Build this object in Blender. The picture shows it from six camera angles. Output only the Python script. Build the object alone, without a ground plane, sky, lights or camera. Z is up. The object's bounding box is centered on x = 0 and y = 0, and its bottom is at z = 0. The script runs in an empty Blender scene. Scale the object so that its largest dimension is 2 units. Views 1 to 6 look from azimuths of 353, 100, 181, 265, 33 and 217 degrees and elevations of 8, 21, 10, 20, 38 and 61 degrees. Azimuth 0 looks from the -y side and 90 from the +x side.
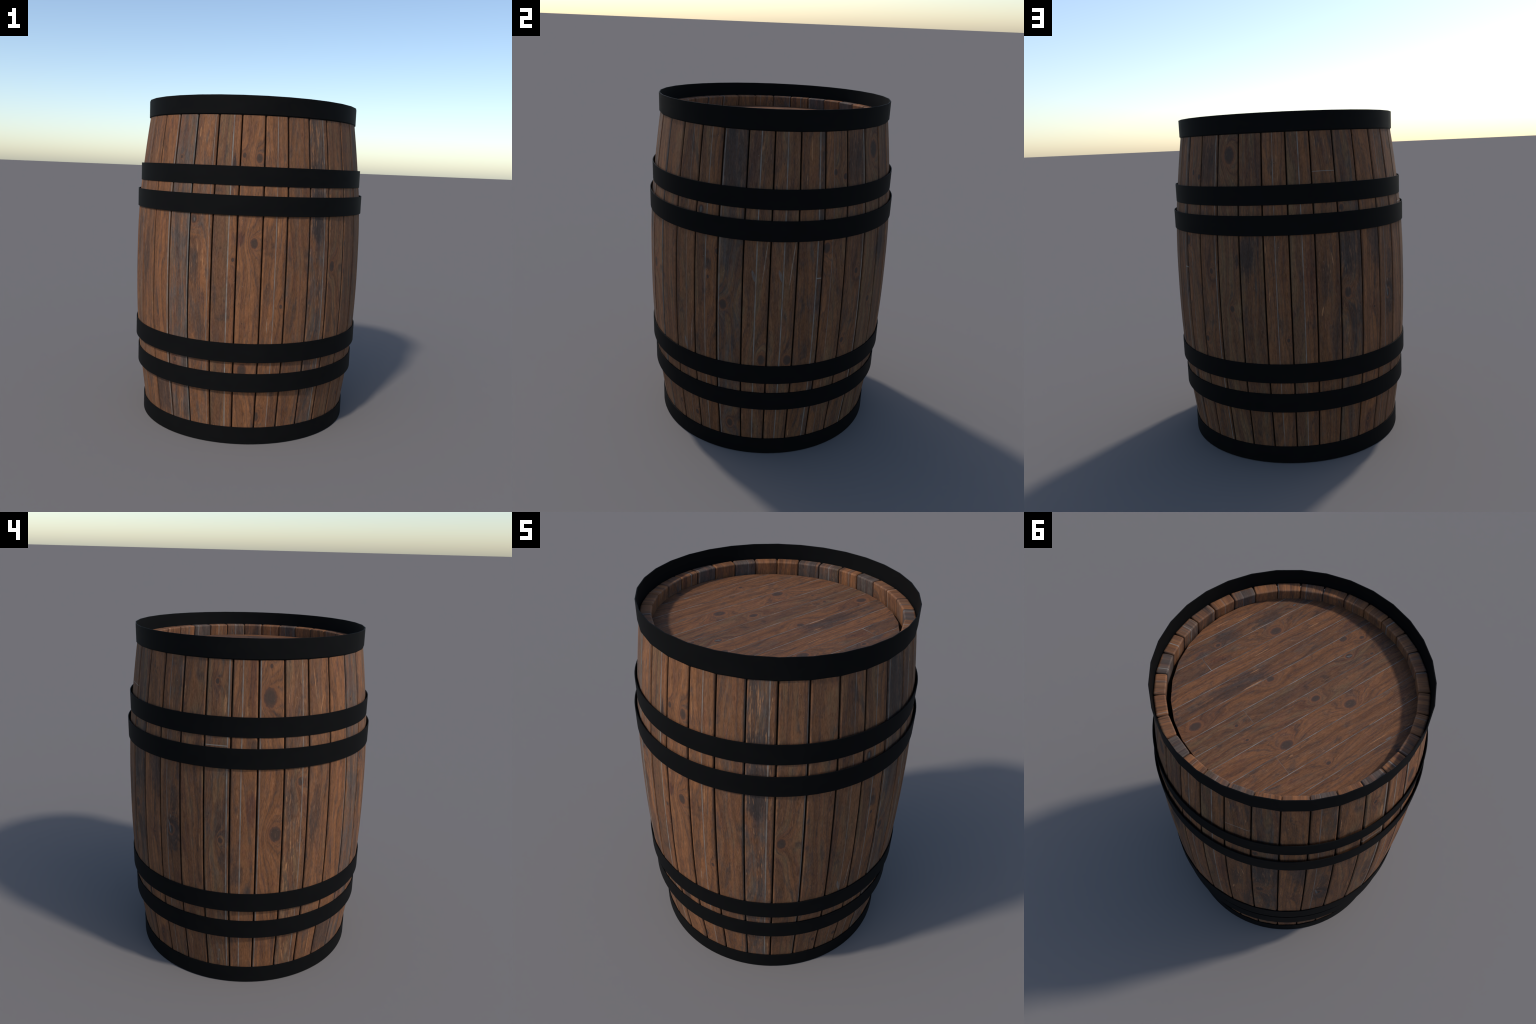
"""Wooden barrel: 32 bevelled staves, six black iron hoops, two plank heads."""
import bpy, bmesh, math, random
from mathutils import Vector

random.seed(7)
STAVES = 32
STEP = 2 * math.pi / STAVES

# ------------------------------------------------------------------ node helpers
class Net:
    """Small wrapper so that shader maths reads like arithmetic."""
    def __init__(self, tree):
        self.t = tree

    def node(self, kind, **props):
        n = self.t.nodes.new(kind)
        for k, v in props.items():
            setattr(n, k, v)
        return n

    def put(self, socket, value):
        if isinstance(value, bpy.types.NodeSocket):
            self.t.links.new(value, socket)
        else:
            socket.default_value = value

    def m(self, op, a, b=0.0, c=0.0, clamp=False):
        n = self.node("ShaderNodeMath", operation=op, use_clamp=clamp)
        for s, v in zip(n.inputs, (a, b, c)):
            self.put(s, v)
        return n.outputs[0]

    def add(self, a, b): return self.m("ADD", a, b)
    def sub(self, a, b): return self.m("SUBTRACT", a, b)
    def mul(self, a, b): return self.m("MULTIPLY", a, b)
    def div(self, a, b): return self.m("DIVIDE", a, b)
    def mad(self, a, b, c): return self.m("MULTIPLY_ADD", a, b, c)
    def absv(self, a): return self.m("ABSOLUTE", a)

    def step(self, x, lo, hi, smooth=True):
        """0 below lo, 1 above hi (or the reverse when lo > hi)."""
        n = self.node("ShaderNodeMapRange", interpolation_type="SMOOTHSTEP" if smooth else "LINEAR")
        flip = not isinstance(lo, bpy.types.NodeSocket) and not isinstance(hi, bpy.types.NodeSocket) and lo > hi
        if flip:
            lo, hi = hi, lo
        self.put(n.inputs["Value"], x)
        self.put(n.inputs["From Min"], lo)
        self.put(n.inputs["From Max"], hi)
        n.inputs["To Min"].default_value = 1.0 if flip else 0.0
        n.inputs["To Max"].default_value = 0.0 if flip else 1.0
        return n.outputs[0]

    def vec(self, x, y, z=0.0):
        n = self.node("ShaderNodeCombineXYZ")
        for s, v in zip(n.inputs, (x, y, z)):
            self.put(s, v)
        return n.outputs[0]

    def xyz(self, v):
        n = self.node("ShaderNodeSeparateXYZ")
        self.put(n.inputs[0], v)
        return n.outputs

    def noise(self, v, detail=2.0, rough=0.5, w=None, dist=0.0):
        n = self.node("ShaderNodeTexNoise", noise_dimensions="4D" if w is not None else "3D")
        self.put(n.inputs["Vector"], v)
        if w is not None:
            self.put(n.inputs["W"], w)
        n.inputs["Scale"].default_value = 1.0
        n.inputs["Detail"].default_value = detail
        n.inputs["Roughness"].default_value = rough
        n.inputs["Distortion"].default_value = dist
        return n.outputs[0]

    def mix(self, f, a, b, blend="MIX"):
        n = self.node("ShaderNodeMix", data_type="RGBA", blend_type=blend)
        self.put(n.inputs[0], f)
        self.put(n.inputs[6], a if isinstance(a, bpy.types.NodeSocket) else (*a, 1))
        self.put(n.inputs[7], b if isinstance(b, bpy.types.NodeSocket) else (*b, 1))
        return n.outputs[2]

    def prop(self, name):
        n = self.node("ShaderNodeAttribute", attribute_type="OBJECT", attribute_name=f'["{name}"]')
        return n

    def num(self, name): return self.prop(name).outputs["Fac"]
    def vec3(self, name): return self.xyz(self.prop(name).outputs["Vector"])


# ------------------------------------------------------------------ wood
RUST = (0.214, 0.088, 0.036)
BROWN = (0.170, 0.0775, 0.0375)
OLIVE = (0.150, 0.085, 0.043)
GREY = (0.086, 0.068, 0.058)
DARK = (0.046, 0.035, 0.031)
TAN = (0.33, 0.165, 0.08)
SEAM = (0.238, 0.213, 0.183)
STAVE_W = 0.142          # width of a stave at the belly, the unit of "across"
KNOTS, STREAKS, SHADES = 4, 3, 3


def wood_material(name, curved, contrast=1.0, scale=1.0):
    """Weathered brown softwood. Each piece steers it through its own custom
    properties: seed, tone (rust..olive), grey, seam, knots, streaks, shades."""
    mat = bpy.data.materials.new(name)
    mat.use_nodes = True
    t = mat.node_tree
    t.nodes.clear()
    g = Net(t)
    co = g.xyz(g.node("ShaderNodeTexCoord").outputs["Object"])
    seed = g.num("seed")
    if curved:      # stave: across = angle round the barrel axis, along = height
        across = g.mul(g.div(g.m("ARCTAN2", co[1], co[0]), STEP), STAVE_W)
        along = g.sub(co[2], g.mul(co[0], 0.35))
    else:           # head plank: local x across, local y along
        across, along = co[0], co[1]
    w = g.mul(seed, 7.31)
    na, nl = g.mul(across, scale), g.mul(along, scale)     # finer figure on the heads

    # slow wobble so that lines are never ruler straight
    wob = g.sub(g.noise(g.vec(g.mul(na, 9.0), g.mul(nl, 5.0)), 3, 0.55, w), 0.5)

    # ---- knots: the grain field bulges round them
    field = g.mad(g.noise(g.vec(g.mul(na, 7.0), g.mul(nl, 1.15)), 2.0, 0.45, g.add(w, 3.0)), 0.30,
                  g.mul(na, 1.1))
    knot_core, knot_ring, knot_dark, knot_heart = 0.0, 0.0, 0.0, 0.0
    mott0 = g.noise(g.vec(g.mul(na, 90.0), g.mul(nl, 60.0)), 3, 0.6, g.add(w, 2.0))
    for i in range(KNOTS):
        k = g.vec3(f"knot_{'abcd'[i]}")          # across, along, radius (0 = none)
        r = g.m("MAXIMUM", g.mul(k[2], 1.08), 0.0005)
        dx = g.div(g.mad(wob, 0.006, g.sub(across, k[0])), r)
        dy = g.div(g.mad(wob, 0.010, g.sub(along, k[1])), g.mul(r, 1.45))
        d = g.m("SQRT", g.add(g.mul(dx, dx), g.mul(dy, dy)))
        on = g.m("GREATER_THAN", k[2], 0.001)
        bump = g.mul(g.mul(g.m("EXPONENT", g.mul(d, -0.55)), g.mul(r, 9.0 * scale)), on)
        field = g.add(field, bump)
        core = g.mul(g.step(g.mad(mott0, 0.5, d), 1.38, 1.18), on)
        heart = g.mul(g.step(g.mad(mott0, 0.8, d), 1.5, 0.95), on)
        knot_heart = g.m("MAXIMUM", heart, knot_heart)
        ring = g.mul(g.mul(g.step(d, 0.8, 1.05), g.step(g.mad(mott0, 0.8, d), 2.0, 1.4)), on)
        halo = g.mul(g.step(d, 2.8, 1.0), on)
        knot_core = g.m("MAXIMUM", core, knot_core)
        knot_ring = g.m("MAXIMUM", ring, knot_ring)
        knot_dark = g.m("MAXIMUM", halo, knot_dark)

    # ---- growth rings (contour lines of the field) and fibres
    fine = g.noise(g.vec(g.mul(na, 60.0), g.mul(nl, 5.0)), 3, 0.6, w)
    ring_phase = g.mad(fine, 1.3, g.mul(field, 62.0))
    rings = g.mad(g.m("SINE", ring_phase), 0.5, 0.5)
    rings2 = g.mad(g.m("SINE", g.mul(g.mad(fine, 0.04, field), 171.0)), 0.5, 0.5)
    flow = g.mad(field, 0.75, g.mul(na, 0.2))
    fibre = g.noise(g.vec(g.mul(g.mad(flow, 0.6, g.mul(na, 0.4)), 420.0), g.mul(nl, 9.0)), 3, 0.65, g.add(w, 1.0))
    streaky = g.noise(g.vec(g.mul(flow, 95.0), g.mul(nl, 3.2)), 4, 0.62, g.add(w, 5.0))
    mottle = g.noise(g.vec(g.mul(na, 60.0), g.mul(nl, 24.0)), 5, 0.65, g.add(w, 9.0), 0.4)
    blotch = g.noise(g.vec(g.mul(na, 18.0), g.mul(nl, 5.0)), 4, 0.6, g.add(w, 13.0), 0.6)
    blotch2 = g.noise(g.vec(g.mul(na, 22.0), g.mul(nl, 6.0)), 4, 0.6, g.add(w, 21.0), 0.6)
    fleck = g.noise(g.vec(g.mul(na, 330.0), g.mul(nl, 48.0)), 3, 0.6, g.add(w, 25.0))

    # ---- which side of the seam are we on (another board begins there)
    s = g.vec3("seam")                            # across, half width, strength
    off = g.mad(wob, 0.0016, g.sub(across, s[0]))
    beyond = g.mul(g.step(off, -0.001, 0.001), g.m("GREATER_THAN", s[1], 0.0001))
    left = g.vec3("left")                         # tone, grey, brightness
    right = g.vec3("right")
    def side(i):
        n = g.node("ShaderNodeMix", data_type="FLOAT")
        g.put(n.inputs[0], beyond)
        g.put(n.inputs[2], left[i])
        g.put(n.inputs[3], right[i])
        return n.outputs[0]
    tone, grey, bright = side(0), side(1), side(2)

    # ---- colour
    if curved:
        rim = g.step(co[0], 0.646, 0.638)
        roll = g.node("ShaderNodeTexWhiteNoise", noise_dimensions="1D")
        g.put(roll.inputs["W"], w)
        tone = g.add(tone, g.mul(rim, g.mad(roll.outputs["Value"], 1.3, -0.25)))
        grey = g.add(grey, g.mul(rim, g.mad(g.step(roll.outputs["Value"], 0.30, 0.26), 0.85, -0.22)))
        bright = g.mul(bright, g.mad(rim, 0.12, 1.0))
    warm = g.m("ADD", g.mul(g.sub(blotch, 0.5), 1.5), tone)
    warm = g.add(warm, g.mul(g.sub(streaky, 0.5), 0.9))
    warm = g.add(warm, g.mul(g.sub(rings, 0.5), g.mul(g.step(mottle, 0.3, 0.6), 0.55)))
    col = g.mix(g.step(warm, 0.0, 0.55), OLIVE, BROWN)
    col = g.mix(g.step(warm, 0.35, 1.1), col, RUST)
    greyness = g.add(g.add(grey, g.mul(g.sub(blotch2, 0.5), 2.0)), g.mul(g.sub(streaky, 0.5), -1.3))
    greyness = g.add(greyness, g.mul(g.sub(mottle, 0.5), 0.5))
    col = g.mix(g.mul(g.step(greyness, 0.26, 1.0), 0.92), col, GREY)

    stain = g.noise(g.vec(g.mul(flow, 26.0), g.mul(nl, 7.5)), 5, 0.62, g.add(w, 57.0), 0.5)
    redness = g.noise(g.vec(g.mul(flow, 34.0), g.mul(nl, 6.0)), 4, 0.6, g.add(w, 63.0), 0.4)
    col = g.mix(g.mul(g.step(redness, 0.50, 0.66), 0.42), col, (0.128, 0.050, 0.031))
    col = g.mix(g.mul(g.step(stain, 0.53, 0.68), 0.62), col, (0.058, 0.044, 0.037))

    # clouds of darker / greyer wood
    for i in range(SHADES):
        p = g.vec3(f"shade_{'abc'[i]}")           # across, along, amount (<0 grey, >0 dark)
        q = g.vec3(f"shade_size_{'abc'[i]}")      # half width, half length, red tint
        dx = g.div(g.mad(wob, 0.02, g.sub(across, p[0])), g.m("MAXIMUM", q[0], 0.001))
        dy = g.div(g.mad(wob, 0.10, g.sub(along, p[1])), g.m("MAXIMUM", q[1], 0.001))
        d = g.m("SQRT", g.add(g.mul(dx, dx), g.mul(dy, dy)))
        f = g.mul(g.step(g.add(d, g.mul(g.sub(g.mad(mottle, 0.7, streaky), 0.85), 1.7)), 1.25, 0.45), 0.92)
        tint = g.mix(q[2], DARK, (0.100, 0.036, 0.026))
        col = g.mix(g.m("MULTIPLY", f, p[2], clamp=True), col, tint)

    # grain lines
    ring_amt = g.mul(g.step(mottle, 0.25, 0.65), 0.75 * contrast)
    col = g.mix(g.mul(ring_amt, g.m("POWER", rings, 3.0)), col, g.mix(0.5, col, DARK), "MIX")
    col = g.mix(g.mul(ring_amt, g.mul(g.m("POWER", rings2, 4.0), 0.75)), col, DARK)
    val = g.mad(g.sub(fibre, 0.5), 1.15 * contrast, 1.0)
    val = g.add(val, g.mul(g.sub(fleck, 0.5), 1.25 * contrast))
    val = g.add(val, g.mul(g.sub(mottle, 0.5), 1.25 * contrast))
    val = g.add(val, g.mul(g.sub(rings, 0.5), -0.16 * contrast))
    val = g.mul(val, bright)
    col = g.mix(1.0, col, g.vec(val, val, val), "MULTIPLY")

    # knots
    col = g.mix(g.mul(knot_ring, 0.65), col, (0.205, 0.080, 0.034))
    col = g.mix(g.mul(knot_dark, 0.22), col, (0.10, 0.045, 0.028))
    core_col = g.mix(knot_heart, (0.092, 0.045, 0.030), (0.050, 0.035, 0.028))
    core_col = g.mix(g.mul(g.step(mottle, 0.55, 0.75), 0.5), core_col, (0.080, 0.062, 0.050))
    col = g.mix(g.mul(knot_core, 0.86), col, core_col)

    # scuffs: thin pale orange splinters and white specks
    n1 = g.noise(g.vec(g.mul(na, 150.0), g.mul(nl, 16.0)), 2, 0.5, g.add(w, 31.0))
    n2 = g.noise(g.vec(g.mul(na, 16.0), g.mul(nl, 4.0)), 2, 0.5, g.add(w, 37.0))
    scuff = g.num("scuff")
    splinter = g.mul(g.step(n1, 0.60, 0.70), g.step(g.add(n2, scuff), 0.50, 0.75))
    col = g.mix(g.mul(splinter, 0.75), col, TAN)
    n3 = g.noise(g.vec(g.mul(na, 190.0), g.mul(nl, 120.0)), 1, 0.5, g.add(w, 41.0))
    speck = g.mul(g.step(n3, 0.73, 0.80), g.step(n2, 0.42, 0.56))
    col = g.mix(g.mul(speck, 0.6), col, (0.33, 0.29, 0.25))
    pits = g.mul(g.step(g.noise(g.vec(g.mul(na, 120.0), g.mul(nl, 45.0)), 1, 0.5, g.add(w, 47.0)), 0.70, 0.80),
                 g.step(n2, 0.58, 0.45))
    col = g.mix(g.mul(pits, 0.6), col, (0.045, 0.026, 0.020))

    cr = g.noise(g.vec(g.mul(na, 230.0), g.mul(nl, 22.0)), 2, 0.5, g.add(w, 71.0), 0.3)
    crack = g.mul(g.step(cr, 0.62, 0.70), g.step(blotch2, 0.44, 0.60))
    col = g.mix(g.mul(crack, 0.6), col, (0.040, 0.027, 0.021))
    sc = g.noise(g.vec(g.mul(na, 120.0), g.mul(nl, 40.0)), 3, 0.6, g.add(w, 77.0), 0.8)
    scrape = g.mul(g.step(sc, 0.62, 0.72), g.step(blotch, 0.48, 0.60))
    col = g.mix(g.mul(scrape, 0.45), col, (0.25, 0.165, 0.105))
    if curved:      # worn arrises
        worn = g.step(g.node("ShaderNodeNewGeometry").outputs["Pointiness"], 0.52, 0.60)
        worn = g.mul(worn, g.mul(g.mad(rim, 0.8, 0.2), g.step(mottle, 0.38, 0.62)))
        col = g.mix(g.mul(worn, 0.5), col, (0.31, 0.19, 0.115))

    # single long streaks and chips
    for i in range(STREAKS):
        p = g.vec3(f"streak_{'abc'[i]}")          # across, along, half length
        q = g.vec3(f"streak_kind_{'abc'[i]}")     # half width, lean, 0 orange / 1 pale / 2 grey chip
        dy = g.sub(along, p[1])
        dx = g.mad(wob, 0.006, g.sub(g.sub(across, p[0]), g.mul(dy, q[1])))
        rel = g.div(g.absv(dy), g.m("MAXIMUM", p[2], 0.001))
        taper = g.step(rel, 1.0, 0.35)
        f = g.mul(g.step(g.div(g.absv(dx), g.mul(g.m("MAXIMUM", q[0], 0.0003), g.mad(taper, 0.9, 0.1))), 1.0, 0.4),
                  g.step(rel, 1.0, 0.8))
        f = g.mul(f, g.mad(g.step(fleck, 0.35, 0.6), 0.6, 0.35))
        f = g.mul(f, g.m("GREATER_THAN", p[2], 0.0005))
        c = g.mix(g.m("MINIMUM", q[2], 1.0), (0.40, 0.19, 0.085), (0.27, 0.205, 0.155))
        c = g.mix(g.m("SUBTRACT", q[2], 1.0, clamp=True), c, (0.135, 0.132, 0.124))
        col = g.mix(g.m("MULTIPLY", f, 0.85, clamp=True), col, c)

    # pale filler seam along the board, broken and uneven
    gap = g.noise(g.vec(3.0, g.mul(nl, 9.0)), 3, 0.65, g.add(w, 51.0))
    fill = g.mul(g.step(g.div(g.absv(off), g.m("MAXIMUM", s[1], 0.0003)), 1.25, 0.55), s[2])
    fill = g.m("MULTIPLY", fill, g.mad(g.step(gap, 0.34, 0.62), 0.60, 0.40), clamp=True)
    seam_col = g.mix(g.step(gap, 0.62, 0.75), SEAM, (0.34, 0.31, 0.27))
    seam_col = g.mix(g.step(g.noise(g.vec(g.mul(na, 300.0), g.mul(nl, 30.0)), 2, 0.5, w), 0.35, 0.7),
                     g.mix(0.25, seam_col, DARK), seam_col)
    line = g.mul(g.mul(g.step(g.div(g.absv(g.add(off, g.mul(s[1], 1.5))), g.m("MAXIMUM", s[1], 0.0003)), 0.9, 0.2), s[2]), 0.35)
    col = g.mix(g.m("MULTIPLY", line, 1.0, clamp=True), col, DARK)
    col = g.mix(fill, col, seam_col)
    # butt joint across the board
    c = g.vec3("cross")                            # along, half width, 0 whole / 1 left of seam / 2 right
    cf = g.step(g.div(g.absv(g.mad(wob, 0.002, g.sub(along, c[0]))), g.m("MAXIMUM", c[1], 0.0003)), 1.2, 0.5)
    cf = g.mul(cf, g.m("GREATER_THAN", c[1], 0.0001))
    keep = g.m("MAXIMUM", g.m("MAXIMUM", g.m("LESS_THAN", c[2], 0.5),
                              g.mul(g.m("COMPARE", c[2], 1.0, 0.25), g.sub(1.0, beyond))),
               g.mul(g.m("GREATER_THAN", c[2], 1.5), beyond))
    col = g.mix(g.m("MULTIPLY", g.mul(cf, keep), 0.75, clamp=True), col, SEAM)

    if curved:
        edge = g.absv(across)
        painted_joint_shade = g.step(g.mad(g.sub(fleck, 0.5), 0.003, edge), STAVE_W * 0.455, STAVE_W * 0.487)  # soft shadow of the joints, darkened into the stave edges
        painted_joint_shade = g.mul(painted_joint_shade, g.mad(rim, -0.6, 0.88))
        col = g.mix(painted_joint_shade, col, (0.010, 0.0065, 0.0045))

    # ---- surface
    bs = g.node("ShaderNodeBsdfPrincipled")
    g.put(bs.inputs["Base Color"], col)
    g.put(bs.inputs["Roughness"], g.mad(mottle, 0.2, 0.60))
    bs.inputs["Specular IOR Level"].default_value = 0.14
    height = g.add(g.mad(fleck, 0.5, g.mul(fibre, 0.5)), g.add(g.mul(rings, -0.25), g.mul(knot_core, -0.6)))
    bump = g.node("ShaderNodeBump")
    bump.inputs["Strength"].default_value = 0.40
    bump.inputs["Distance"].default_value = 0.0015
    g.put(bump.inputs["Height"], height)
    g.put(bs.inputs["Normal"], bump.outputs[0])
    out = g.node("ShaderNodeOutputMaterial")
    t.links.new(bs.outputs[0], out.inputs[0])
    return mat


def iron_material():
    mat = bpy.data.materials.new("black_iron")
    mat.use_nodes = True
    t = mat.node_tree
    t.nodes.clear()
    g = Net(t)
    co = g.node("ShaderNodeTexCoord").outputs["Object"]
    p = g.xyz(co)
    n = g.noise(g.vec(g.mul(p[0], 9.0), g.mul(p[1], 9.0), g.mul(p[2], 14.0)), 4, 0.6)
    f = g.noise(g.vec(g.mul(p[0], 90.0), g.mul(p[1], 90.0), g.mul(p[2], 90.0)), 2, 0.5)
    bs = g.node("ShaderNodeBsdfPrincipled")
    g.put(bs.inputs["Base Color"], g.mix(g.step(n, 0.3, 0.7), (0.0050, 0.0050, 0.0051), (0.0060, 0.0059, 0.0058)))
    g.put(bs.inputs["Roughness"], g.mad(n, 0.08, 0.56))
    bs.inputs["Specular IOR Level"].default_value = 0.045
    bump = g.node("ShaderNodeBump")
    bump.inputs["Strength"].default_value = 0.03
    bump.inputs["Distance"].default_value = 0.001
    g.put(bump.inputs["Height"], f)
    g.put(bs.inputs["Normal"], bump.outputs[0])
    out = g.node("ShaderNodeOutputMaterial")
    t.links.new(bs.outputs[0], out.inputs[0])
    return mat


def plain_material(name, colour, rough):
    mat = bpy.data.materials.new(name)
    mat.use_nodes = True
    t = mat.node_tree
    t.nodes.clear()
    g = Net(t)
    p = g.xyz(g.node("ShaderNodeTexCoord").outputs["Object"])
    n = g.noise(g.vec(g.mul(p[0], 60.0), g.mul(p[1], 60.0), g.mul(p[2], 60.0)), 3, 0.6)
    n2 = g.noise(g.vec(g.mul(p[0], 7.0), g.mul(p[1], 7.0), 0.0), 3, 0.6)
    bs = g.node("ShaderNodeBsdfPrincipled")
    dim = tuple(v * 0.35 for v in colour)
    col = g.mix(g.step(n, 0.25, 0.7), g.mix(0.5, colour, dim), colour)
    g.put(bs.inputs["Base Color"], g.mix(g.step(n2, 0.38, 0.62), dim, col))
    bs.inputs["Roughness"].default_value = rough
    bs.inputs["Specular IOR Level"].default_value = 0.2
    out = g.node("ShaderNodeOutputMaterial")
    t.links.new(bs.outputs[0], out.inputs[0])
    return mat


# ------------------------------------------------------------------ geometry helpers
def link(ob, parent=None):
    bpy.context.scene.collection.objects.link(ob)
    if parent:
        ob.parent = parent
    return ob


def bake_bevel(mesh, width, segments, angle=40):
    """Round the sharp edges, keep flat faces flat in shading."""
    ob = bpy.data.objects.new("bevel_helper", mesh)
    link(ob)
    for p in mesh.polygons:
        p.use_smooth = True
    b = ob.modifiers.new("round", "BEVEL")
    b.width, b.segments, b.limit_method = width, segments, "ANGLE"
    b.angle_limit = math.radians(angle)
    b.use_clamp_overlap = True
    wn = ob.modifiers.new("weighted", "WEIGHTED_NORMAL")
    wn.keep_sharp = False
    wn.weight = 80
    dg = bpy.context.evaluated_depsgraph_get()
    out = bpy.data.meshes.new_from_object(ob.evaluated_get(dg), depsgraph=dg)
    bpy.data.objects.remove(ob)
    bpy.data.meshes.remove(mesh)
    return out


def curve_through(points, z):
    """Catmull-Rom through (height, radius) control points."""
    pts = [(2 * points[0][0] - points[1][0], 2 * points[0][1] - points[1][1])] + list(points)
    pts.append((2 * points[-1][0] - points[-2][0], 2 * points[-1][1] - points[-2][1]))
    for i in range(1, len(pts) - 2):
        (z1, r1), (z2, r2) = pts[i], pts[i + 1]
        if z <= z2 or i == len(pts) - 3:
            (z0, r0), (z3, r3) = pts[i - 1], pts[i + 2]
            m1 = (r2 - r0) / (z2 - z0) * (z2 - z1)
            m2 = (r3 - r1) / (z3 - z1) * (z2 - z1)
            u = (z - z1) / (z2 - z1)
            return ((2*u**3 - 3*u*u + 1) * r1 + (u**3 - 2*u*u + u) * m1
                    + (-2*u**3 + 3*u*u) * r2 + (u**3 - u*u) * m2)


# outer face of a stave, measured at the middle of the flat: (height, radius)
BULGE = [(0.04, 0.6595), (0.13, 0.6690), (0.27, 0.6870), (0.42, 0.7045), (0.56, 0.7165), (0.72, 0.7245),
         (0.90, 0.7278), (1.05, 0.7272), (1.19, 0.7250), (1.33, 0.7190), (1.45, 0.7108),
         (1.62, 0.6920), (1.77, 0.6735), (1.92, 0.6525)]
TOP, BOTTOM, THICK = 1.9215, 0.055, 0.0585


def stave_mesh():
    me = bpy.data.meshes.new("stave")
    bm = bmesh.new()
    rows = 44
    gap = 0.0001
    rings = []
    for i in range(rows + 1):
        z = BOTTOM + (TOP - BOTTOM) * i / rows
        ro = curve_through(BULGE, z)
        ri = ro - THICK
        rm = ro - 0.030
        ho = ro * math.tan(STEP / 2) - 0.0034   # joints open outward as thin wedges
        hm = rm * math.tan(STEP / 2) - gap      # and are tight from mid depth inward
        hi = ri * math.tan(STEP / 2) - gap
        rings.append([bm.verts.new(c) for c in ((ro, -ho, z), (ro, ho, z), (rm, hm, z), (ri, hi, z), (ri, -hi, z), (rm, -hm, z))])
    for a, b in zip(rings, rings[1:]):
        for j in range(6):
            k = (j + 1) % 6
            bm.faces.new((a[j], a[k], b[k], b[j]))
    bm.faces.new(rings[0][::-1])
    bm.faces.new(rings[-1])
    bmesh.ops.recalc_face_normals(bm, faces=bm.faces)
    bm.to_mesh(me)
    bm.free()
    return bake_bevel(me, 0.0095, 5)


def hoop_mesh(radius, z0, z1, sides, thick=0.0048):
    """Thin flat band. The top one is bent to the 32 staves, the others are round.
    A rib half way up its inside bears on the staves."""
    me = bpy.data.meshes.new("hoop")
    bm = bmesh.new()
    turn = 2 * math.pi / sides
    zm = min((z0 + z1) / 2, TOP - 0.017)
    rib = min(radius - thick - 0.001, (curve_through(BULGE, zm) - 0.001) / math.cos(turn / 2))
    prof = ((radius, z0), (radius, z1), (radius - thick, z1), (radius - thick, zm + 0.012), (rib, zm + 0.004),
            (rib, zm - 0.004), (radius - thick, zm - 0.012), (radius - thick, z0))
    rings = [[bm.verts.new((r * math.cos(i * turn), r * math.sin(i * turn), z)) for r, z in prof] for i in range(sides)]
    for i in range(sides):
        a, b = rings[i], rings[(i + 1) % sides]
        for j in range(len(prof)):
            k = (j + 1) % len(prof)
            bm.faces.new((a[j], b[j], b[k], a[k]))
    bmesh.ops.recalc_face_normals(bm, faces=bm.faces)
    bm.to_mesh(me)
    bm.free()
    return bake_bevel(me, 0.0007, 2)


def clip_plank(x0, x1, y0, y1, outline, z0, z1):
    """The part of a board (x0..x1, y0..y1) inside a convex outline, as a slab."""
    poly = [(x0, y0), (x1, y0), (x1, y1), (x0, y1)]
    n = len(outline)
    for i in range(n):
        a, b = outline[i], outline[(i + 1) % n]
        def inside(p):
            return (b[0]-a[0]) * (p[1]-a[1]) - (b[1]-a[1]) * (p[0]-a[0])
        res = []
        for j, p in enumerate(poly):
            q = poly[(j + 1) % len(poly)]
            sp, sq = inside(p), inside(q)
            if sp >= 0:
                res.append(p)
            if (sp >= 0) != (sq >= 0):
                u = sp / (sp - sq)
                res.append((p[0] + u * (q[0]-p[0]), p[1] + u * (q[1]-p[1])))
        poly = res
        if len(poly) < 3:
            return None
    clean = []
    for p in poly:
        if not clean or math.dist(p, clean[-1]) > 1e-4:
            clean.append(p)
    if math.dist(clean[0], clean[-1]) < 1e-4:
        clean.pop()
    if len(clean) < 3:
        return None
    me = bpy.data.meshes.new("plank")
    bm = bmesh.new()
    lo = [bm.verts.new((x, y, z0)) for x, y in clean]
    hi = [bm.verts.new((x, y, z1)) for x, y in clean]
    bm.faces.new(hi)
    bm.faces.new(lo[::-1])
    for i in range(len(clean)):
        k = (i + 1) % len(clean)
        bm.faces.new((lo[i], lo[k], hi[k], hi[i]))
    bmesh.ops.recalc_face_normals(bm, faces=bm.faces)
    bm.to_mesh(me)
    bm.free()
    return bake_bevel(me, 0.0006, 2)


# ------------------------------------------------------------------ the barrel
barrel = bpy.data.objects.new("wooden_barrel", None)
link(barrel)
barrel["label"] = "old brown wooden barrel with six black iron hoops"
barrel["category"] = "barrel"

wood = wood_material("stave_wood", True)
head_wood = wood_material("head_wood", False, 0.95, 1.55)
iron = iron_material()
filler = plain_material("pale_filler", (0.235, 0.21, 0.185), 0.8)

W = STAVE_W
def same(v): return v
def across(v): return (v - 0.5) * W


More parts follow.
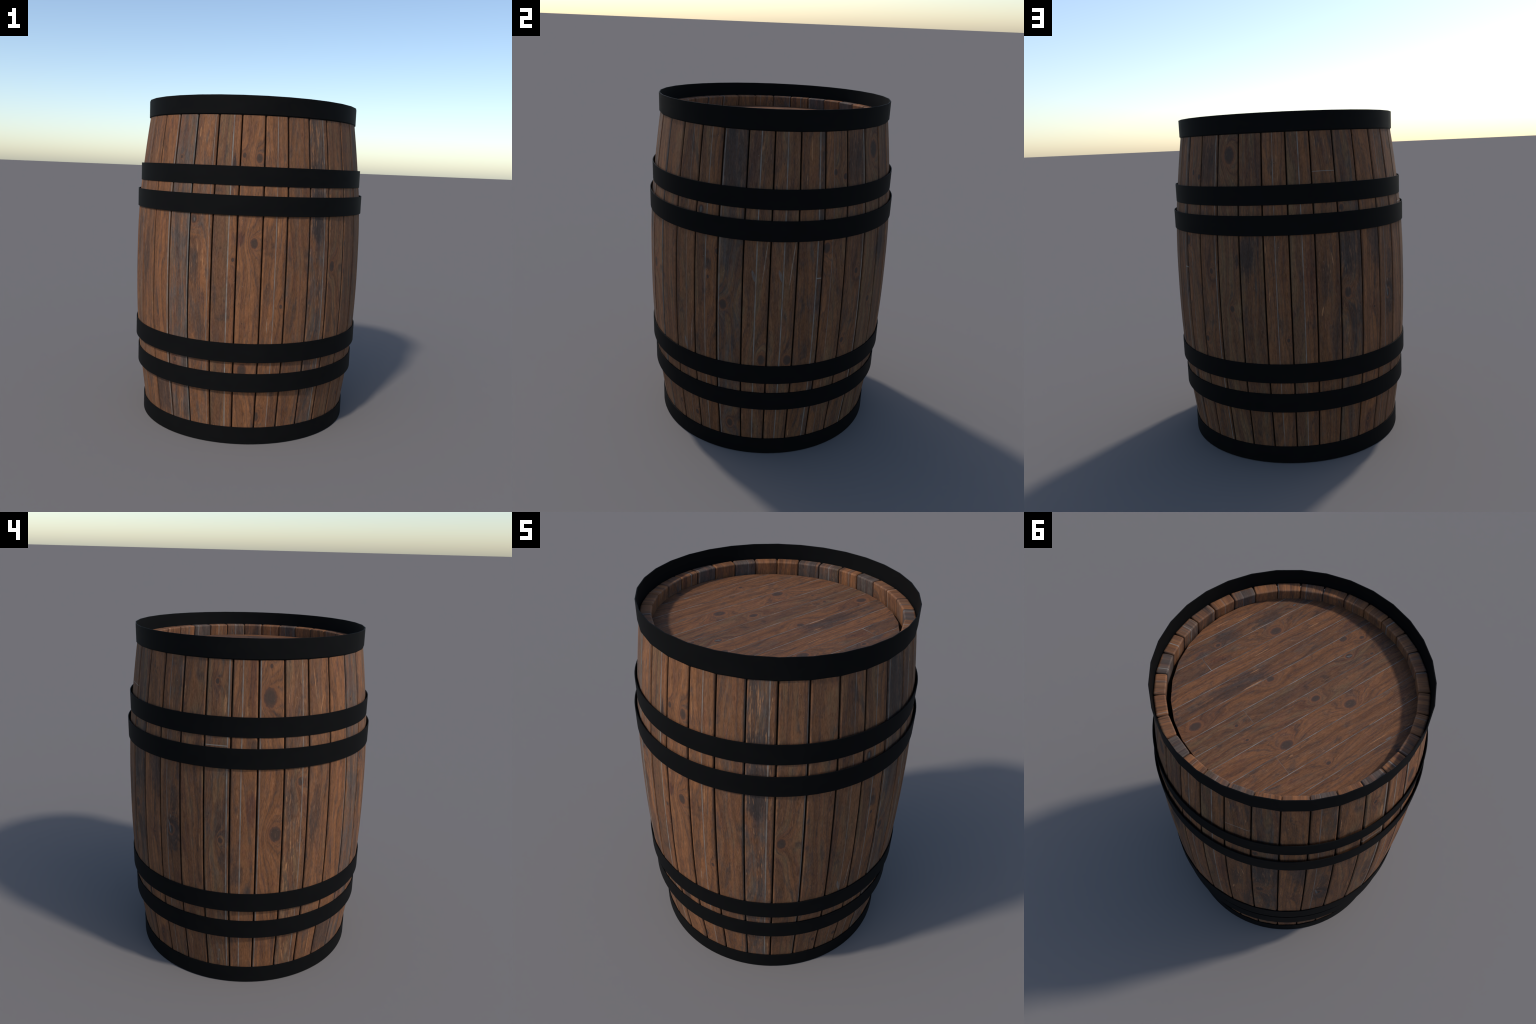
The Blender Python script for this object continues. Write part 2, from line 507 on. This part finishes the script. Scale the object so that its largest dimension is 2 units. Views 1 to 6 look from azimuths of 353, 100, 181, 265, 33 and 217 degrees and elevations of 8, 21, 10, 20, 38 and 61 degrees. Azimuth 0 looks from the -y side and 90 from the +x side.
def dress(ob, seed, left, right=None, seam=None, knots=(), shades=(), streaks=(), cross=None, scuff=0.0, conv=across, dz=0.0):
    ob["seed"] = float(seed)
    ob["left"] = [float(x) for x in left]
    ob["right"] = [float(x) for x in (right or left)]
    if seam:
        ob["seam"] = [conv(seam[0]), seam[1], seam[2]]
    for i, k in enumerate(knots[:KNOTS]):
        ob[f"knot_{'abcd'[i]}"] = [conv(k[0]), k[1] - dz, k[2]]
    for i, (p, q) in enumerate(shades[:SHADES]):
        ob[f"shade_{'abc'[i]}"] = [conv(p[0]), p[1] - dz, p[2] * (0.7 if conv is same else 1.0)]
        ob[f"shade_size_{'abc'[i]}"] = [float(x) for x in q]
    for i, (p, q) in enumerate(streaks[:STREAKS]):
        ob[f"streak_{'abc'[i]}"] = [conv(p[0]), p[1] - dz, p[2]]
        ob[f"streak_kind_{'abc'[i]}"] = [float(x) for x in q]
    if cross:
        ob["cross"] = [cross[0] - dz, cross[1], float(cross[2])]
    ob["scuff"] = float(scuff)


# tone: 0 olive .. 0.5 brown .. 1 rust;  grey: 0 none .. 1;  brightness
def T(tone, grey=0.0, bright=1.0): return (tone, grey, bright)

STAVE_LOOK = {
    0: dict(left=T(.35, .1, .92), right=T(.3, .1, .92), seam=(.50, .0032, .9), knots=[(.80, .655, .020)],
            streaks=[((.80, 1.22, .16), (.0035, .10, 1)), ((.40, 1.15, .038), (.010, -.25, 2)), ((.07, .262, .035), (.004, 0, 0))],
            shades=[((.3, 1.78, .6), (.05, .16, .3))]),
    1: dict(left=T(.35, .1, .92), right=T(.3, .1, .92), seam=(.50, .0032, .9), knots=[(.80, .655, .020)],
            streaks=[((.82, 1.22, .16), (.0035, .10, 1)), ((.40, 1.155, .038), (.010, -.25, 2)), ((.06, .27, .035), (.004, 0, 0))]),
    2: dict(left=T(.55, .45, .85), right=T(.3, .6, .85), seam=(.76, .0034, .8), cross=(1.133, .004, 2),
            streaks=[((.43, 1.82, .08), (.003, 0, 0)), ((.27, 1.67, .03), (.003, 0, 0)), ((.12, .155, .03), (.005, 0, 0))]),
    3: dict(left=T(.75, -.1, .95), right=T(.3, .3, .9), seam=(.375, .0018, .55),
            knots=[(.13, 1.30, .019), (.43, 1.702, .011), (.88, 1.676, .012)]),
    4: dict(left=T(.5, .42, .85), right=T(.4, .2, .85), seam=(.885, .003, .9), knots=[(.62, 1.135, .012), (.15, .728, .012)],
            shades=[((.5, 1.75, .6), (.09, .2, 0)), ((.45, 1.2, .5), (.03, .12, .5))]),
    5: dict(left=T(.15, .05, .9), knots=[(.565, 1.797, .032), (.57, .926, .013)], streaks=[], shades=[((.9, 1.2, .8), (.012, .04, 0))]),
    6: dict(left=T(.3, .45, .82), shades=[((.3, 1.25, .85), (.07, .14, 0)), ((.8, 1.75, .4), (.05, .15, .6))]),
    7: dict(left=T(.6, .25, .9), right=T(.55, -.05, .92), seam=(.455, .0028, .7), knots=[(.84, .758, .008)],
            streaks=[((.17, 1.01, .04), (.0038, .08, 0)), ((.08, 1.27, .03), (.004, 0, 0))]),
    8: dict(left=T(.1, .15, .92), right=T(.7, .25, .85), seam=(.50, .003, .85), shades=[((.75, 1.1, .5), (.03, .25, .9))]),
    9: dict(left=T(.5, .35, .85), scuff=.12, cross=(1.690, .002, 0),
            streaks=[((.66, 1.2, .04), (.004, -.1, 0)), ((.20, .91, .03), (.006, .2, 0))], shades=[((.35, 1.1, .6), (.03, .12, 0)), ((.75, .75, .6), (.03, .15, 0))]),
    10: dict(left=T(.3, .6, .85), scuff=.08, knots=[(.29, 1.002, .020), (.16, 1.481, .014)], shades=[((.5, 1.25, .7), (.09, .15, 0)), ((.6, .85, .5), (.06, .1, 0))]),
    11: dict(left=T(.75, .05, .95), shades=[((.75, 1.27, .8), (.05, .16, 0)), ((.62, .88, .45), (.03, .08, .6)), ((.5, .2, .6), (.035, .08, .7))],
             knots=[(.62, .885, .006), (.5, .205, .008)], streaks=[((.12, 1.0, .06), (.002, 0, 0))]),
    12: dict(left=T(.5, .2, .9), right=T(.45, .45, .85), seam=(.375, .0022, .65), knots=[(.56, .94, .017)], scuff=.06,
             streaks=[((.50, .955, .045), (.007, -.2, 2)), ((.54, 1.022, .012), (.004, 0, 2))],
             shades=[((.65, .93, .85), (.05, .13, 0)), ((.75, 1.13, .6), (.03, .10, 0))]),
    13: dict(left=T(.45, .35, .85), streaks=[((.10, 1.73, .06), (.003, 0, 0)), ((.85, .92, .05), (.003, -.03, 0)), ((.3, .25, .05), (.0035, 0, 0))]),
    14: dict(left=T(.4, .3, .95), right=T(.4, .1, .95), seam=(.885, .0036, .9), knots=[(.66, .935, .012), (.42, 1.80, .010)],
             cross=(1.465, .003, 1), streaks=[((.76, 1.68, .06), (.010, 0, 0)), ((.57, .225, .012), (.005, 0, 2)), ((.49, .157, .012), (.005, 0, 2))],
             shades=[((.6, 1.05, .6), (.03, .12, 0)), ((.42, 1.78, .6), (.02, .07, .3)), ((.75, .83, .6), (.02, .1, 0))]),
    15: dict(left=T(.7, .15, 1.0), right=T(.85, .05, .98), seam=(.405, .0033, .9), scuff=.06,
             shades=[((.8, 1.12, .6), (.035, .1, .9)), ((.3, .72, .6), (.04, .06, 0)), ((.8, 1.8, .5), (.02, .25, .9))],
             streaks=[((.6, 1.65, .035), (.004, -.05, 0)), ((.97, 1.22, .05), (.004, 0, 0))]),
    16: dict(left=T(1., -.1, 1.0), seam=(.075, .0034, .8), right=T(1., -.1, 1.0),
             knots=[(.72, .977, .029), (.43, 1.722, .033), (.48, 1.885, .008)]),
    17: dict(left=T(.45, .35, 1.), right=T(.6, .25, 1.), seam=(.735, .0028, .7), knots=[(.66, 1.265, .016)], scuff=.30,
             streaks=[((.34, .92, .09), (.003, 0, 0)), ((.2, .775, .03), (.007, .15, 0)), ((.35, .18, .05), (.006, -.2, 0))],
             shades=[((.35, 1.15, .5), (.03, .1, 0))]),
    18: dict(left=T(.7, .2, 1.0), scuff=.04, streaks=[((.3, 1.78, .12), (.003, -.12, 0)), ((.62, .23, .15), (.003, 0, 0)), ((.62, 1.68, .05), (.004, .25, 0))],
             shades=[((.35, 1.05, .55), (.04, .22, 0))]),
    19: dict(left=T(.95, -.15, 1.02), seam=(.935, .0034, .75), right=T(.6, 0, 1.), shades=[((.5, .25, .8), (.09, .16, 0))]),
    20: dict(left=T(.5, .68, 1.04), seam=(.955, .003, .8), right=T(.1, 1., .8), knots=[(.33, 1.665, .007), (.32, .478, .010)],
             shades=[((.3, .46, .5), (.03, .08, .9))]),
    21: dict(left=T(.8, .4, 1.02), right=T(.85, .1, .95), seam=(.855, .0022, .6), knots=[(.18, 1.313, .018)], scuff=.2,
             streaks=[((.62, 1.10, .07), (.0035, -.05, 0)), ((.19, 1.81, .035), (.0045, 0, 0)), ((.20, 1.309, .012), (.005, 0, 2))],
             shades=[((.25, 1.06, .6), (.03, .15, 0)), ((.05, 1.78, .6), (.012, .12, 0)), ((.6, .7, .5), (.06, .1, 0))]),
    22: dict(left=T(.35, .15, .98), right=T(1., -.1, .95), seam=(.66, .0034, 1.), knots=[(.86, 1.094, .008)],
             shades=[((.77, 1.58, .95), (.013, .13, .15)), ((.9, .95, .4), (.03, .15, .6))]),
    23: dict(left=T(.9, -.25, 1.05), knots=[(.67, 1.189, .019), (.16, 1.684, .010), (.77, 1.669, .017), (.36, .462, .024)],
             shades=[((.12, 1.20, .75), (.025, .05, .8))]),
    24: dict(left=T(.9, -.1, 1.05), right=T(.8, .05, .98), seam=(.535, .0028, .75), knots=[(.04, .184, .018), (.83, .834, .008)],
             streaks=[((.62, 1.28, .06), (.0045, .05, 0)), ((.14, 1.71, .06), (.003, 0, 0)), ((.3, .72, .05), (.0025, 0, 1))]),
    25: dict(left=T(.65, .35, .98), seam=(.975, .0026, .7), right=T(.5, .3, .9)),
    26: dict(left=T(.55, .6, 1.0), right=T(.65, .3, .95), seam=(.745, .0032, .85), scuff=.30,
             streaks=[((.39, 1.83, .08), (.005, 0, 0)), ((.16, 1.73, .12), (.003, -.03, 0)), ((.45, 1.79, .05), (.004, 0, 0))],
             shades=[((.4, 1.30, .9), (.06, .10, 0)), ((.4, 1.62, .8), (.06, .07, 0)), ((.5, 1.47, .7), (.06, .05, 0))]),
    27: dict(left=T(.5, .05, 1.0), seam=(.955, .0034, .75), right=T(.4, .2, .9), knots=[(.25, 1.05, .020)]),
    28: dict(left=T(.6, .15, .98), knots=[(.82, .225, .010)], scuff=.03),
    29: dict(left=T(.5, .25, .92), right=T(.6, .05, .95), seam=(.58, .0022, .5), knots=[(.84, .207, .012)],
             streaks=[((.84, .74, .12), (.003, .08, 1)), ((.50, .67, .04), (.009, -.2, 2))]),
    30: dict(left=T(.45, .15, .95), right=T(.9, .2, .85), seam=(.49, .0026, .8), knots=[(.98, 1.262, .011), (.61, 1.108, .007), (.22, 1.474, .016)],
             streaks=[((.22, 1.474, .02), (.006, 0, 2))]),
    31: dict(left=T(.35, .6, .95), right=T(.35, .55, .95), seam=(.09, .0028, .75), knots=[(.26, .967, .019), (.51, .207, .017)],
             shades=[((.5, 1.76, .75), (.1, .22, 0)), ((.6, 1.27, .3), (.06, .1, 0))]),
}

staves = stave_mesh()
staves.materials.append(wood)
for i in range(STAVES):
    ob = link(bpy.data.objects.new("stave", staves), barrel)
    ob.rotation_euler.z = (i + 0.5) * STEP
    look = dict(STAVE_LOOK[i])
    if i < 14:                      # shaded side: colours warmed and lightened to suit its dimmer light
        for key in ("left", "right"):
            if key in look:
                a, b, c = look[key]
                look[key] = (a + 0.15, b - 0.12, c * 1.05)
    dress(ob, i + 1, dz=0.25, **look)   # heights are shifted by the slant term of the wood coordinate

# (corner radius, lower edge, upper edge)
for radius, z0, z1, sides in [(0.6645, 1.8985, 2.0, STAVES), (0.7093, 1.510, 1.6155, 128), (0.7273, 1.3465, 1.4565, 128),
                              (0.7290, 0.511, 0.6215, 128), (0.7147, 0.331, 0.4405, 128), (0.6738, 0.0, 0.1012, 128)]:
    me = hoop_mesh(radius, z0, z1, sides)
    me.materials.append(iron)
    link(bpy.data.objects.new("hoop", me), barrel)

# heads: boards cut to a 32-sided disc that sits slightly off centre
HEAD_TURN = math.radians(-16.8)
SEAMS = [-0.585, -0.479, -0.3675, -0.259, -0.153, -0.0555, 0.0375, 0.1305, 0.226, 0.322, 0.418, 0.510, 0.600]
JOINTS = {3: 0.273, 6: 0.254, 10: 0.255}       # boards made of two lengths
HEAD_R = 0.600
CENTRE = Vector((-0.0075, -0.019))


def head_outline(shift):
    pts = []
    for i in range(STAVES):
        a = i * STEP
        p = Vector((HEAD_R * math.cos(a), HEAD_R * math.sin(a))) + shift
        c, s = math.cos(-HEAD_TURN), math.sin(-HEAD_TURN)
        pts.append((c * p.x - s * p.y, s * p.x + c * p.y))
    return pts


HEAD_LOOK = {   # features in board coordinates: across, along (metres)
    0: dict(left=T(.6, .1, .85)),
    1: dict(left=T(.75, .2, .85), knots=[(-.549, -.211, .010)]),
    2: dict(left=T(.65, .15, .88), knots=[(-.421, .094, .008)], streaks=[((-.448, -.17, .07), (.0022, 0, 0)), ((-.472, -.215, .02), (.006, 0, 2))]),
    3: dict(left=T(.7, .25, .84), scuff=.1),
    4: dict(left=T(.75, .1, .90), knots=[(-.236, .195, .021), (-.219, -.188, .021)]),
    5: dict(left=T(.4, .1, .86), knots=[(-.101, -.068, .015), (-.112, .33, .006)]),
    6: dict(left=T(.3, .3, .82), knots=[(.013, -.362, .013), (-.038, -.466, .007), (-.017, .33, .007)], streaks=[((.012, -.362, .018), (.005, .3, 2))]),
    7: dict(left=T(.75, .15, .84), knots=[(.086, .490, .020), (.117, -.406, .014), (.073, -.49, .009), (.117, .045, .013)],
            shades=[((.1, .4, .5), (.05, .12, .5))]),
    8: dict(left=T(.55, .4, .80), streaks=[((.134, .14, .07), (.0045, 0, 0)), ((.2, .08, .03), (.003, 0, 0))], shades=[((.17, .2, .8), (.05, .2, 0))]),
    9: dict(left=T(.8, .15, .88), streaks=[((.278, -.014, .05), (.003, -.03, 0)), ((.277, -.335, .04), (.003, .02, 0))], shades=[((.25, -.2, .5), (.04, .1, 0))]),
    10: dict(left=T(.6, .35, .82), knots=[(.354, -.152, .020)], shades=[((.37, .20, .6), (.02, .04, .9)), ((.35, .36, .6), (.06, .12, 0))]),
    11: dict(left=T(.5, .5, .82), knots=[(.446, -.334, .008), (.441, .145, .009)], shades=[((.449, -.17, .8), (.04, .10, 0)), ((.46, .08, .7), (.04, .08, 0))],
             streaks=[((.446, -.334, .01), (.005, 0, 2))]),
    12: dict(left=T(.8, .2, .88), scuff=.12, streaks=[((.519, -.074, .06), (.003, 0, 0)), ((.55, .05, .05), (.003, 0, 0))]),
}


def build_head(z_top, shift, seed0, thick=0.028, look=True):
    head = bpy.data.objects.new("barrel_head", None)
    link(head, barrel)
    outline = head_outline(shift)
    edges = [-0.66] + SEAMS[0:] + [0.66]
    gap = 0.0014
    # bed of pale filler just below the board faces shows as thin lines
    bed = clip_plank(-0.655, 0.655, -0.655, 0.655, [(x * 0.997, y * 0.997) for x, y in outline], z_top - thick * 0.6, z_top - 0.0004)
    bed.materials.append(filler)
    bed.name = "seam_filler"
    b = link(bpy.data.objects.new("seam_filler", bed), head)
    b.rotation_euler.z = HEAD_TURN
    for i, (a, c) in enumerate(zip(edges, edges[1:])):
        joint = JOINTS.get(i)
        spans = [(-0.66, 0.66)] if joint is None else [(-0.66, joint), (joint, 0.66)]
        for j, (y0, y1) in enumerate(spans):
            jg = gap * (1.0 if i == 10 else 0.3)
            g0, g1 = (jg if y0 > -0.6 else 0), (jg if y1 < 0.6 else 0)
            me = clip_plank(a + gap, c - gap, y0 + g0, y1 - g1, outline, z_top - thick, z_top)
            if me is None:
                continue
            me.materials.append(head_wood)
            ob = link(bpy.data.objects.new("plank", me), head)
            ob.rotation_euler.z = HEAD_TURN
            lk = dict(HEAD_LOOK.get(i, dict(left=T(.6, .2, .85))))
            a0, b0, c0 = lk["left"]
            lk["left"] = (a0 + 0.14, b0, c0)
            dress(ob, seed0 + i * 2 + j, conv=same, **lk)


build_head(1.8562, CENTRE, 60)
build_head(0.105, Vector((0.0, 0.0)), 120)
